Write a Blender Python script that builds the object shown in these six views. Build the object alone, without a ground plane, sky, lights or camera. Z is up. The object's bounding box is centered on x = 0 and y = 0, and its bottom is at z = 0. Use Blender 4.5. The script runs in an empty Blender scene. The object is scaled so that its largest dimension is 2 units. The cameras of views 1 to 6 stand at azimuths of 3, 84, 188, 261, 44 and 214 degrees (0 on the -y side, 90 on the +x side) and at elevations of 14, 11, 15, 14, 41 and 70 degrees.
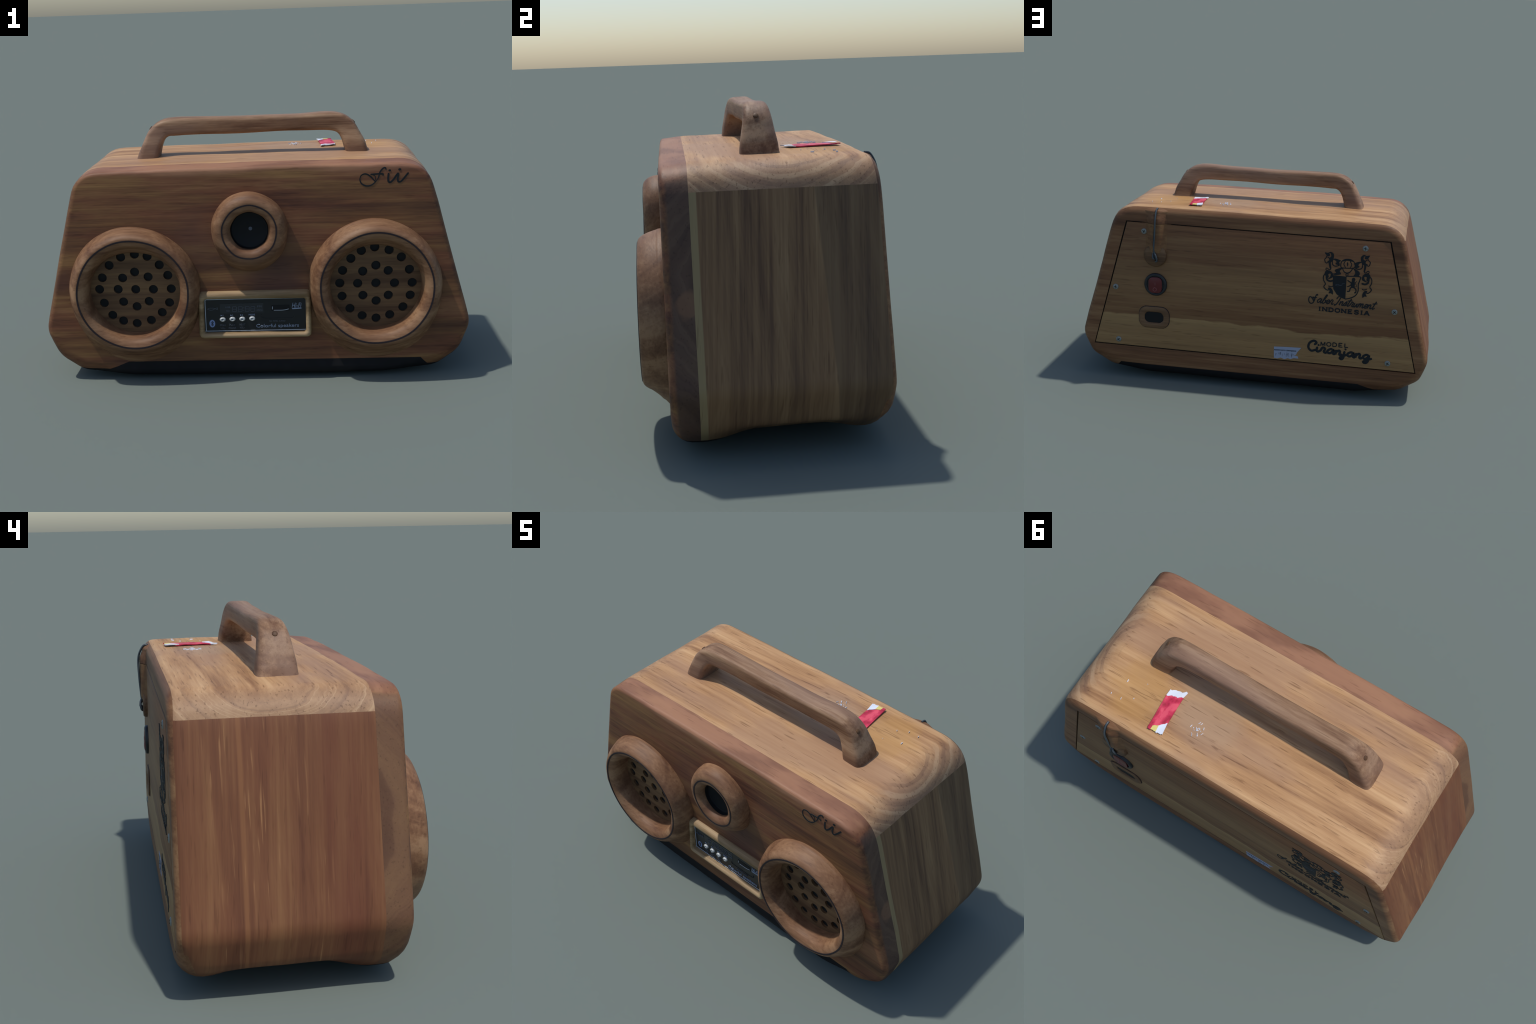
import bpy, bmesh, math, random
from mathutils import Vector, Matrix, noise

random.seed(7)
FRONT, BACK = -0.359, 0.418          # planes of the front board and of the back


def warp(p):
    """the whole thing stands a little askew"""
    x, y, z = p
    lean = max(0.0, y) / BACK * (0.018 - 0.013 * z)     # the back leans out towards its foot
    return Vector((x, y - 0.008 * x + lean, z + 0.006 * x * min(1.0, max(0.0, z))))


# ------------------------------------------------------------------ materials
def srgb(r, g, b):
    f = lambda c: c / 12.92 if c <= 0.04045 else ((c + 0.055) / 1.055) ** 2.4
    return (f(r / 255), f(g / 255), f(b / 255), 1.0)


class Nodes:
    def __init__(self, name):
        self.mat = bpy.data.materials.new(name)
        self.mat.use_nodes = True
        self.t = self.mat.node_tree
        self.bsdf = self.t.nodes["Principled BSDF"]

    def put(self, socket, v):
        if hasattr(v, "is_output"):
            self.t.links.new(v, socket)
        elif v is not None:
            socket.default_value = v

    def math(self, op, a, b=None, c=None, clamp=False):
        n = self.t.nodes.new("ShaderNodeMath")
        n.operation, n.use_clamp = op, clamp
        for s, v in zip(n.inputs, (a, b, c)):
            self.put(s, v)
        return n.outputs[0]

    def coord(self):
        return self.t.nodes.new("ShaderNodeTexCoord").outputs["Object"]

    def split(self, v):
        n = self.t.nodes.new("ShaderNodeSeparateXYZ")
        self.put(n.inputs[0], v)
        return n.outputs

    def mapping(self, v, scale, loc=(0, 0, 0), rot=(0, 0, 0)):
        n = self.t.nodes.new("ShaderNodeMapping")
        self.put(n.inputs[0], v)
        n.inputs[1].default_value, n.inputs[2].default_value, n.inputs[3].default_value = loc, rot, scale
        return n.outputs[0]

    def noise(self, v, scale, detail=3.0, rough=0.55, w=None, dist=0.0):
        n = self.t.nodes.new("ShaderNodeTexNoise")
        if w is not None:
            n.noise_dimensions = "1D"
            self.put(n.inputs["W"], w)
        else:
            self.put(n.inputs["Vector"], v)
        n.inputs["Scale"].default_value, n.inputs["Detail"].default_value = scale, detail
        n.inputs["Roughness"].default_value, n.inputs["Distortion"].default_value = rough, dist
        return n.outputs["Fac"]

    def ramp(self, fac, stops, interp="LINEAR"):
        n = self.t.nodes.new("ShaderNodeValToRGB")
        r = n.color_ramp
        r.interpolation = interp
        while len(r.elements) < len(stops):
            r.elements.new(0.5)
        for e, (p, c) in zip(r.elements, stops):
            e.position, e.color = p, c
        self.put(n.inputs[0], fac)
        return n.outputs[0]

    def step(self, v, lo, hi):
        n = self.t.nodes.new("ShaderNodeMapRange")
        n.interpolation_type = "SMOOTHSTEP"
        self.put(n.inputs[0], v)
        n.inputs[1].default_value, n.inputs[2].default_value = lo, hi
        return n.outputs[0]

    def mix(self, fac, a, b, kind="MIX"):
        n = self.t.nodes.new("ShaderNodeMix")
        n.data_type, n.blend_type = "RGBA", kind
        self.put(n.inputs[0], fac)
        self.put(n.inputs[6], a)
        self.put(n.inputs[7], b)
        return n.outputs[2]

    def bump(self, height, strength, dist=0.01):
        n = self.t.nodes.new("ShaderNodeBump")
        n.inputs["Strength"].default_value, n.inputs["Distance"].default_value = strength, dist
        self.put(n.inputs["Height"], height)
        self.put(self.bsdf.inputs["Normal"], n.outputs[0])

    def done(self, color, rough=0.55, spec=0.3, metal=0.0):
        i = self.bsdf.inputs
        self.put(i["Base Color"], color)
        self.put(i["Roughness"], rough)
        i["Specular IOR Level"].default_value = spec
        i["Metallic"].default_value = metal
        return self.mat


def plain(name, col, rough=0.5, spec=0.3, metal=0.0, grain=0.25, scale=40.0):
    m = Nodes(name)
    n = m.noise(m.coord(), scale, 4)
    dark = tuple(c * (1 - grain) for c in col[:3]) + (1,)
    return m.done(m.mix(n, dark, col), rough, spec, metal)


def wood(name, stops, grain="x", centre=(0, 0), ring=9.0, wob=0.02, ring_mix=0.4, pores=0.4, blotch=None,
         blotch_amt=0.0, seed=0.0, tilt=0.0, streak=9.0, long=0.07, extra=None, rough=0.55, spec=0.25, second=None, fibre=0.30, fib_len=0.012):
    """solid wood: growth rings round an axis along the grain, long streaks, fine fibres, pores"""
    m = Nodes(name)
    c0 = m.coord()
    c = m.mapping(c0, (1, 1, 1), (0, 0, 0), {"z": (tilt, 0, 0), "x": (0, tilt, 0), "y": (0, 0, 0)}[grain])
    x, y, z = m.split(c)
    a, b = {"x": (y, z), "z": (x, y), "y": (x, z)}[grain]
    along = lambda k: {"x": (k, 1, 1), "z": (0.03, 1, k), "y": (1, k, 1)}[grain]     # upright boards lean: no change through their thickness
    off = (seed * 3.1, seed * 1.7, seed * 2.3)
    low = m.noise(m.mapping(c, along(0.25), off), 2.5, 2, 0.5)
    da, db = m.math("SUBTRACT", a, centre[0]), m.math("SUBTRACT", b, centre[1])
    r = m.math("SQRT", m.math("ADD", m.math("MULTIPLY", da, da), m.math("MULTIPLY", db, db)))
    r = m.math("ADD", r, m.math("MULTIPLY", m.math("SUBTRACT", low, 0.5), wob * 4))
    rings = m.noise(None, ring, 5, 0.65, w=m.math("ADD", r, seed))
    st = m.noise(m.mapping(c, along(long), off), streak, 6, 0.66, dist=0.15)
    fib = m.noise(m.mapping(c, along(fib_len), off), 75.0, 3, 0.6)
    v = m.math("ADD", m.math("MULTIPLY", rings, ring_mix), m.math("MULTIPLY", st, 1 - ring_mix))
    v = m.math("MULTIPLY_ADD", m.math("SUBTRACT", v, 0.5), 1.35, 0.5)
    v = m.math("ADD", v, m.math("MULTIPLY", m.math("SUBTRACT", fib, 0.5), fibre))
    col = m.ramp(v, stops)
    if second:      # another hue in long flames
        sn = m.noise(m.mapping(c, along(long * 1.6), (9.2 + seed, 4.1, 0.7)), streak * 0.8, 4, 0.6, dist=0.2)
        col = m.mix(m.math("MULTIPLY", m.step(sn, 0.44, 0.60), 0.75), col, m.ramp(v, second))
    if blotch:
        bn = m.noise(m.mapping(c, along(0.3), (5.2 + seed, 1.1, 2.7)), 5.0, 3, 0.55)
        col = m.mix(m.math("MULTIPLY", m.step(bn, 0.45, 0.65), blotch_amt), col, blotch)
    if extra:
        col = extra(m, c0, col)
    pn = m.noise(m.mapping(c, along(0.07), (off[1], off[0], off[2])), 110.0, 2, 0.5)
    col = m.mix(m.math("MULTIPLY", m.step(pn, 0.60, 0.70), pores), col, (0.40, 0.33, 0.29, 1), "MULTIPLY")
    m.bump(m.math("ADD", fib, m.math("MULTIPLY", low, 3.0)), 0.15, 0.006)
    return m.done(col, rough, spec)


def shade(c, k):
    return (c[0] * k, c[1] * k, c[2] * k, 1.0)


def three(dark, mid, light, lo=0.34, hi=0.66):
    return [(lo, dark), (0.5, mid), (hi, light)]


def disc(m, c, cx, cz, ax="xz", noise_amt=0.12, scale=6.0):
    """distance from a point, with a ragged rim"""
    q = m.split(c)
    i, j = ["xyz".index(k) for k in ax]
    dx, dy = m.math("SUBTRACT", q[i], cx), m.math("SUBTRACT", q[j], cz)
    d = m.math("SQRT", m.math("ADD", m.math("MULTIPLY", dx, dx), m.math("MULTIPLY", dy, dy)))
    return m.math("ADD", d, m.math("MULTIPLY", m.math("SUBTRACT", m.noise(c, scale, 3), 0.5), noise_amt))


def patch(m, c, col, cx, cz, r0, r1, amt, tint, ax="xz", noise_amt=0.12, scale=6.0):
    d = disc(m, c, cx, cz, ax, noise_amt, scale)
    return m.mix(m.math("MULTIPLY", m.math("SUBTRACT", 1.0, m.step(d, r0, r1)), amt), col, tint)


def top_extra(m, c, col):
    x, y, z = m.split(c)
    col = patch(m, c, col, 0.50, 0.22, 0.08, 0.20, 0.45, srgb(186, 140, 76), "xy", 0.2)      # honey coloured patch
    col = patch(m, c, col, 0.20, 0.16, 0.08, 0.22, 0.45, srgb(168, 142, 116), "xy", 0.15)    # dulled by old paper
    n = m.noise(m.mapping(c, (1, 0.3, 1)), 5.0, 4)
    # end grain: darker grey brown, with pale year ring arcs
    ax = m.math("ADD", m.math("ABSOLUTE", x), m.math("MULTIPLY", m.math("SUBTRACT", n, 0.5), 0.14))
    col = m.mix(m.math("MULTIPLY", m.step(ax, 0.68, 0.80), 0.65), col, srgb(142, 114, 92))
    dy, dz = m.math("SUBTRACT", y, 0.10), m.math("SUBTRACT", z, 1.24)
    r = m.math("SQRT", m.math("ADD", m.math("MULTIPLY", dy, dy), m.math("MULTIPLY", dz, dz)))
    r = m.math("ADD", r, m.math("MULTIPLY", n, 0.10))
    r = m.math("ADD", r, m.math("MULTIPLY", x, 0.25))
    arcs = m.noise(None, 26.0, 4, 0.7, w=r)
    end = m.step(ax, 0.66, 0.76)
    col = m.mix(m.math("MULTIPLY", m.math("MULTIPLY", m.step(arcs, 0.54, 0.66), end), 0.32), col, srgb(206, 176, 140))
    return m.mix(m.math("MULTIPLY", m.math("MULTIPLY", m.math("SUBTRACT", 1.0, m.step(arcs, 0.34, 0.46)), end), 0.35), col, srgb(104, 78, 66))


def front_extra(m, c, col):
    x, y, z = m.split(c)
    n = m.noise(m.mapping(c, (0.3, 1, 1)), 6.0, 4)
    # paler red-brown strip along the top edge
    zz = m.math("ADD", z, m.math("MULTIPLY", m.math("SUBTRACT", n, 0.5), 0.06))
    col = m.mix(m.math("MULTIPLY", m.step(zz, 0.975, 1.01), 0.75), col, m.mix(m.step(n, 0.42, 0.6), srgb(134, 94, 74), srgb(166, 121, 94)))
    # curly figure round the small port and dark flames beside it
    col = patch(m, c, col, 0.13, 0.60, 0.06, 0.16, 0.5, srgb(96, 66, 50), noise_amt=0.2, scale=9)
    col = patch(m, c, col, -0.30, 0.66, 0.06, 0.2, 0.55, srgb(92, 62, 52), noise_amt=0.25, scale=5)
    col = patch(m, c, col, 0.10, 0.47, 0.05, 0.16, 0.6, srgb(84, 58, 52), noise_amt=0.15, scale=5)
    col = patch(m, c, col, -0.90, 0.50, 0.02, 0.09, 0.7, srgb(80, 50, 42), noise_amt=0.1, scale=7)
    # end grain at both ends of the board: beyond a line that follows the outline
    edge = m.ramp(z, [(0.0, (0.84,) * 3 + (1,)), (0.034, (0.86,) * 3 + (1,)), (0.122, (0.954,) * 3 + (1,)), (0.267, (1.0,) * 3 + (1,)), (1.0, (0.803,) * 3 + (1,))])
    e = m.math("SUBTRACT", m.math("ABSOLUTE", x), edge)
    end = m.math("MULTIPLY", m.step(e, -0.024, -0.010), m.step(y, -0.352, -0.335))
    arcs = m.noise(None, 7.0, 5, 0.65, w=m.math("ADD", disc(m, c, -0.02, 0.62, "yz", 0.16, 4), m.math("MULTIPLY", x, 0.3)))
    right = m.step(x, -0.1, 0.1)
    grainy = m.mix(right, m.ramp(arcs, [(0.36, srgb(90, 63, 47)), (0.5, srgb(104, 75, 56)), (0.66, srgb(118, 88, 63))]),
                   m.ramp(arcs, [(0.36, srgb(70, 53, 46)), (0.5, srgb(84, 65, 55)), (0.66, srgb(100, 80, 66))]))
    knot = m.math("MULTIPLY", m.math("SUBTRACT", 1.0, m.step(disc(m, c, -0.285, 0.56, "yz", 0.05, 16), 0.035, 0.055)), right)
    grainy = m.mix(m.math("MULTIPLY", knot, 0.7), grainy, srgb(124, 92, 70))
    return m.mix(m.math("MULTIPLY", end, 0.9), col, grainy)


def back_extra(m, c, col):
    x, y, z = m.split(c)
    n = m.noise(m.mapping(c, (0.2, 1, 1)), 7.0, 5, 0.65)
    zz = m.math("ADD", z, m.math("MULTIPLY", m.math("SUBTRACT", n, 0.5), 0.11))
    band = m.ramp(zz, [(0.0, srgb(150, 118, 80)), (0.30, srgb(160, 128, 88)), (0.378, srgb(172, 142, 98)), (0.386, srgb(106, 72, 48)),
                       (0.48, srgb(118, 84, 56)), (0.56, srgb(138, 106, 72)), (0.71, srgb(134, 102, 68)),
                       (0.735, srgb(106, 72, 48)), (0.90, srgb(110, 76, 50))])
    return m.mix(0.58, col, band)


def right_extra(m, c, col):
    x, y, z = m.split(c)
    n = m.noise(m.mapping(c, (0.03, 1, 0.1)), 6.0, 2)
    yy = m.math("ADD", y, m.math("MULTIPLY", m.math("SUBTRACT", n, 0.5), 0.012))
    yy = m.math("ADD", yy, m.math("MULTIPLY", x, 0.008))
    pale = m.math("SUBTRACT", 1.0, m.step(yy, -0.234, -0.229))
    col = m.mix(m.math("MULTIPLY", pale, 0.8), col, srgb(150, 132, 96))
    # a darker board joined on behind
    dark = m.step(m.math("ADD", yy, m.math("MULTIPLY", z, 0.06)), 0.235, 0.242)
    return m.mix(m.math("MULTIPLY", dark, 0.45), col, srgb(80, 66, 52))


def left_extra(m, c, col):
    x, y, z = m.split(c)
    fl = m.noise(m.mapping(c, (0.03, 1, 0.05)), 80.0, 2)
    zone = m.noise(m.mapping(c, (0.03, 1, 0.1)), 6.0, 2)
    k = m.math("MULTIPLY", m.step(fl, 0.60, 0.72), m.step(zone, 0.42, 0.6))
    col = m.mix(m.math("MULTIPLY", k, 0.6), col, srgb(168, 124, 84))
    # one pale line and the redder heartwood stripes
    d = m.math("ABSOLUTE", m.math("SUBTRACT", m.math("ADD", y, m.math("MULTIPLY", zone, 0.03)), 0.225))
    col = m.mix(m.math("MULTIPLY", m.math("SUBTRACT", 1.0, m.step(d, 0.004, 0.012)), 0.5), col, srgb(142, 98, 64))
    d = m.math("ABSOLUTE", m.math("SUBTRACT", m.math("ADD", y, m.math("MULTIPLY", zone, 0.05)), -0.10))
    return m.mix(m.math("MULTIPLY", m.math("SUBTRACT", 1.0, m.step(d, 0.03, 0.09)), 0.5), col, srgb(98, 54, 40))


MAT = {}
MAT["top"] = wood("light_top_wood", three(srgb(142, 103, 70), srgb(178, 137, 96), srgb(200, 161, 118), 0.33, 0.67), "x", (0.12, 1.6),
                  13, 0.02, 0.3, 0.55, srgb(156, 122, 98), 0.6, 1.0, streak=12, long=0.06, extra=top_extra)
MAT["front"] = wood("brown_front_wood", three(srgb(88, 59, 42), srgb(116, 81, 53), srgb(138, 103, 65), 0.34, 0.66), "x", (0.1, 0.2), 8, 0.03, 0.25,
                    0.35, None, 0, 2.0, streak=11, long=0.09, second=three(srgb(82, 50, 40), srgb(114, 71, 51), srgb(134, 92, 66), 0.34, 0.66), extra=front_extra)
MAT["right"] = wood("grey_brown_side_wood", three(srgb(96, 71, 52), srgb(124, 95, 67), srgb(144, 115, 83), 0.34, 0.66), "z", (0.0, 1.3), 12, 0.008,
                    0.3, 0.35, srgb(118, 86, 60), 0.25, 3.0, tilt=0.05, streak=13, long=0.02, fibre=0.4, fib_len=0.007, extra=right_extra)
MAT["left"] = wood("reddish_side_wood", three(srgb(94, 57, 40), srgb(114, 74, 50), srgb(132, 93, 62), 0.30, 0.70), "z", (0.0, -1.1), 8, 0.008,
                   0.3, 0.3, srgb(112, 66, 47), 0.25, 4.0, tilt=-0.04, streak=9, long=0.04, fibre=0.3, fib_len=0.012, extra=left_extra)
MAT["back"] = wood("banded_back_wood", three(srgb(92, 62, 42), srgb(120, 87, 57), srgb(148, 116, 78), 0.36, 0.64), "x", (0.0, -0.6), 8, 0.02,
                   0.3, 0.4, None, 0, 5.0, streak=14, long=0.05, extra=back_extra)
MAT["strip"] = wood("brown_back_border_wood", three(srgb(92, 61, 42), srgb(116, 81, 55), srgb(136, 102, 71), 0.36, 0.64), "x", (0.0, 0.4), 9, 0.02,
                    0.3, 0.3, None, 0, 5.5)
MAT["handle"] = wood("handle_wood", three(srgb(104, 74, 54), srgb(134, 103, 78), srgb(160, 130, 102), 0.36, 0.64), "x", (-0.1, 1.5), 14, 0.02,
                     0.35, 0.35, srgb(140, 114, 98), 0.5, 6.0, streak=14, long=0.12)
MAT["ring"] = wood("turned_ring_wood", three(srgb(98, 67, 47), srgb(126, 92, 66), srgb(150, 116, 86), 0.34, 0.66), "x", (-0.6, 0.9), 12, 0.02,
                   0.45, 0.35, srgb(122, 90, 68), 0.3, 7.0, streak=10, long=0.3)
MAT["grille"] = wood("grille_wood", three(srgb(82, 58, 40), srgb(104, 78, 54), srgb(124, 95, 64), 0.36, 0.64), "x", (-0.3, 0.2), 10, 0.02,
                     0.3, 0.3, None, 0, 8.0, streak=12)
MAT["frame"] = wood("pale_frame_wood", three(srgb(116, 94, 64), srgb(144, 120, 88), srgb(170, 146, 112), 0.36, 0.64), "x", (0.0, 0.0), 16, 0.02,
                    0.3, 0.2, None, 0, 9.0, streak=20)
MAT["insert"] = wood("dark_insert_wood", three(srgb(78, 54, 38), srgb(98, 72, 50), srgb(118, 90, 64), 0.36, 0.64), "x", (0.0, 0.0), 16, 0.02,
                     0.3, 0.3, None, 0, 10.0, streak=20)
MAT["base"] = plain("shadow_black_underside", srgb(34, 34, 36), 0.75, 0.15, 0, 0.5, 14)  # near-black colour bakes in the shadow beneath the cabinet
MAT["ink"] = plain("black_ink", srgb(32, 36, 40), 0.6, 0.2)
MAT["inlay"] = plain("dark_inlay", srgb(48, 40, 42), 0.6, 0.2)
MAT["cavity"] = plain("black_cavity", srgb(26, 28, 30), 0.6, 0.2)
MAT["glass"] = plain("black_panel_plastic", srgb(26, 30, 34), 0.35, 0.4)
MAT["window"] = plain("dark_display_window", srgb(44, 48, 52), 0.3, 0.4)
MAT["silver"] = plain("silver_line", srgb(190, 200, 210), 0.4, 0.4, 0.0)
MAT["chrome"] = plain("silver_button", srgb(196, 200, 200), 0.35, 0.4, 0.1)
MAT["dim"] = plain("dim_print", srgb(92, 98, 108), 0.5, 0.3)
MAT["print"] = plain("pale_blue_print", srgb(140, 154, 176), 0.5, 0.3)
MAT["steel"] = plain("screw_steel", srgb(138, 142, 138), 0.45, 0.4, 0.3)
MAT["rubber"] = plain("black_switch_plastic", srgb(30, 34, 38), 0.45, 0.4)
MAT["red"] = plain("red_switch_plastic", srgb(92, 16, 22), 0.35, 0.5, 0, 0.15)
MAT["pinkline"] = plain("switch_mark", srgb(150, 96, 98), 0.5)
m = Nodes("red_sticker_paper")
MAT["sticker"] = m.done(m.ramp(m.noise(m.mapping(m.coord(), (1, 0.6, 1)), 26.0, 3), [(0.36, srgb(160, 36, 58)), (0.5, srgb(200, 52, 82)), (0.6, srgb(222, 84, 104))]), 0.45, 0.4)
MAT["white"] = plain("white_paper", srgb(226, 232, 244), 0.5, 0.3, 0, 0.12, 25)
MAT["paper"] = plain("pale_label_paper", srgb(150, 158, 180), 0.6, 0.3, 0, 0.12, 25)
MAT["yellow"] = plain("yellow_paper", srgb(228, 214, 130), 0.5)
MAT["cord"] = plain("grey_cord", srgb(70, 78, 84), 0.45, 0.4)
MAT["lilac"] = plain("blue_symbol", srgb(132, 152, 196), 0.5)

# ------------------------------------------------------------------ mesh helpers
ROOT = bpy.data.objects.new("wooden_radio", None)
ROOT["label"] = "portable wooden speaker radio with top handle and three round speakers"
ROOT["category"] = "radio"
bpy.context.scene.collection.objects.link(ROOT)


def link(name, mesh, mat, parent=ROOT):
    o = bpy.data.objects.new(name, mesh)
    bpy.context.scene.collection.objects.link(o)
    o.parent = parent
    if mat:
        mesh.materials.clear()
        mesh.materials.append(mat)
    return o


def mesh_from(name, verts, faces, do_warp=True):
    me = bpy.data.meshes.new(name)
    me.from_pydata([warp(v) if do_warp else v for v in verts], [], faces)
    me.validate()
    bm = bmesh.new()
    bm.from_mesh(me)
    bmesh.ops.recalc_face_normals(bm, faces=bm.faces)
    bm.to_mesh(me)
    bm.free()
    return me


def smooth(me, angle=35):
    me.polygons.foreach_set("use_smooth", [True] * len(me.polygons))
    me.set_sharp_from_angle(angle=math.radians(angle))


def add(name, verts, faces, mat, parent=ROOT, angle=35):
    me = mesh_from(name, verts, faces)
    smooth(me, angle)
    return link(name, me, mat, parent)


def grid_faces(rows, cols, closed_cols=False, closed_rows=False, base=0):
    f = []
    for i in range(rows if closed_rows else rows - 1):
        for j in range(cols if closed_cols else cols - 1):
            a, b = i % rows, (i + 1) % rows
            c, d = j % cols, (j + 1) % cols
            f.append((base + a * cols + c, base + a * cols + d, base + b * cols + d, base + b * cols + c))
    return f


def catmull(pts, n=6, closed=False):
    out, L = [], len(pts)
    if L < 3 and not closed:
        return [Vector(p) for p in pts]
    P = [Vector(p) for p in pts]
    segs = L if closed else L - 1
    for i in range(segs):
        if closed:
            p0, p1, p2, p3 = (P[(i + k) % L] for k in (-1, 0, 1, 2))
        else:
            p1, p2 = P[i], P[i + 1]
            p0 = P[i - 1] if i else p1 * 2 - p2
            p3 = P[i + 2] if i + 2 < L else p2 * 2 - p1
        for k in range(n):
            t = k / n
            out.append(0.5 * ((2 * p1) + (p2 - p0) * t + (2 * p0 - 5 * p1 + 4 * p2 - p3) * t * t + (3 * p1 - p0 - 3 * p2 + p3) * t ** 3))
    if not closed:
        out.append(P[-1])
    return out


class Plate:
    """drawing board on the front (side=-1) or back (+1): h runs right, v up, n out of the face"""

    def __init__(self, side, depth):
        self.side, self.depth = side, depth

    def at(self, x, z, n=0.0):
        return Vector((x, self.depth + self.side * n, z))


class Ink:
    """gathers flat strokes and fills into one mesh"""

    def __init__(self, plate, height=0.0016):
        self.p, self.h, self.v, self.f = plate, height, [], []

    def stroke(self, pts, w, n=6, taper=None, closed=False):
        c = catmull([(p[0], p[1], 0) for p in pts], n, closed)
        if not closed:      # short steps at both ends for rounded tips
            tip = w * 0.3
            c = [c[0]] + [c[0].lerp(c[1], min(0.4, tip / max(1e-9, (c[1] - c[0]).length)))] + c[1:-1] + \
                [c[-1].lerp(c[-2], min(0.4, tip / max(1e-9, (c[-2] - c[-1]).length)))] + [c[-1]]
        N = len(c)
        base = len(self.v)
        for i, p in enumerate(c):
            if closed:
                d = c[(i + 1) % N] - c[i - 1]
            else:
                d = c[min(i + 1, N - 1)] - c[max(i - 1, 0)]
            d = d.normalized() if d.length else Vector((1, 0, 0))
            s = Vector((-d.y, d.x, 0))
            t = i / max(1, N - 1)
            ww = w * (taper(t) if taper else 1.0) * 0.5
            e = 0.0
            if not closed and i in (0, N - 1):
                ww *= 0.55
                e = ww * (0.8 if i else -0.8)
            q = p + d * e
            for k, hgt in ((-1, -0.002), (-0.8, self.h * 0.8), (0.8, self.h), (1, -0.002)):
                r = q + s * ww * k
                self.v.append(self.p.at(r.x, r.y, hgt))
        m = N if closed else N - 1
        for i in range(m):
            a, b = base + 4 * i, base + 4 * ((i + 1) % N)
            for k in range(3):
                self.f.append((a + k, b + k, b + k + 1, a + k + 1))
        if not closed:
            self.f.append(tuple(base + k for k in range(4)))
            self.f.append(tuple(base + 4 * (N - 1) + k for k in (3, 2, 1, 0)))
        self.h += 0.00003
        return self

    def fill(self, pts, n=1, round_=False):
        c = catmull([(p[0], p[1], 0) for p in pts], 6, True) if round_ else [Vector((p[0], p[1], 0)) for p in pts]
        base = len(self.v)
        N = len(c)
        for p in c:
            self.v.append(self.p.at(p.x, p.y, -0.002))
        for p in c:
            self.v.append(self.p.at(p.x, p.y, self.h))
        for i in range(N):
            j = (i + 1) % N
            self.f.append((base + i, base + j, base + N + j, base + N + i))
        self.f.append(tuple(base + N + i for i in range(N)))
        self.h += 0.00003
        return self

    def dot(self, x, z, r, ry=None, n=14):
        return self.fill([(x + r * math.cos(2 * math.pi * i / n), z + (ry or r) * math.sin(2 * math.pi * i / n)) for i in range(n)])

    def make(self, name, mat, parent):
        return add(name, self.v, self.f, mat, parent, 30)


def text_mesh(body, plate, x0, x1, z, height, name, mat, parent, bold=0.0, lift=0.0016, slope=0.0, shear=0.0):
    """built-in font, fitted between x0 (reading start) and x1, baseline at z"""
    cu = bpy.data.curves.new("t", "FONT")
    cu.body, cu.offset, cu.extrude, cu.resolution_u = body, bold, 0.0, 3
    cu.shear = shear
    o = bpy.data.objects.new("t", cu)
    bpy.context.scene.collection.objects.link(o)
    dg = bpy.context.evaluated_depsgraph_get()
    me = bpy.data.meshes.new_from_object(o.evaluated_get(dg))
    bpy.data.objects.remove(o)
    xs = [v.co.x for v in me.vertices]
    lo, hi = min(xs), max(xs)
    verts = []
    for v in me.vertices:
        t = (v.co.x - lo) / (hi - lo)
        verts.append(plate.at(x0 + (x1 - x0) * t, z + v.co.y / 0.70 * height + slope * t, lift))
    faces = [tuple(p.vertices) for p in me.polygons]
    bpy.data.meshes.remove(me)
    m2 = mesh_from(name, verts, faces)
    bm = bmesh.new()
    bm.from_mesh(m2)
    for f in bm.faces:
        if f.normal.y * plate.side < 0:
            f.normal_flip()
    ret = bmesh.ops.extrude_face_region(bm, geom=list(bm.faces))
    for e in ret["geom"]:
        if isinstance(e, bmesh.types.BMVert):
            e.co.y -= plate.side * 0.003
    bmesh.ops.recalc_face_normals(bm, faces=bm.faces)
    bm.to_mesh(m2)
    bm.free()
    return link(name, m2, mat, parent)


def boolean(o, cutter):
    md = o.modifiers.new("cut", "BOOLEAN")
    md.operation, md.solver, md.object = "DIFFERENCE", "EXACT", cutter
    dg = bpy.context.evaluated_depsgraph_get()
    me = bpy.data.meshes.new_from_object(o.evaluated_get(dg))
    o.modifiers.clear()
    o.data = me
    bpy.data.objects.remove(cutter)
    return me


def cylinder_y(cx, cz, r, y0, y1, n=64):
    v = [(cx + r * math.cos(2 * math.pi * i / n), y, cz + r * math.sin(2 * math.pi * i / n)) for y in (y0, y1) for i in range(n)]
    f = [(i, (i + 1) % n, n + (i + 1) % n, n + i) for i in range(n)]
    f += [tuple(range(n))[::-1], tuple(range(n, 2 * n))]
    return v, f


def merge(parts):
    V, F = [], []
    for v, f in parts:
        b = len(V)
        V += list(v)
        F += [tuple(i + b for i in q) for q in f]
    return V, F


def prism_y(poly, y0, y1):
    n = len(poly)
    v = [(x, y, z) for y in (y0, y1) for x, z in poly]
    f = [(i, (i + 1) % n, n + (i + 1) % n, n + i) for i in range(n)]
    return v, f + [tuple(range(n))[::-1], tuple(range(n, 2 * n))]


# ------------------------------------------------------------------ cabinet
OUTLINE = [(-0.815, 1.018, .155), (0.797, 1.018, .165), (1.003, 0.258, .12), (0.958, 0.114, .13), (0.85, 0.038, .15), (0.6, 0.008, .3),
           (-0.6, 0.008, .3), (-0.85, 0.038, .15), (-0.957, 0.114, .13), (-1.003, 0.255, .12)]


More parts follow.
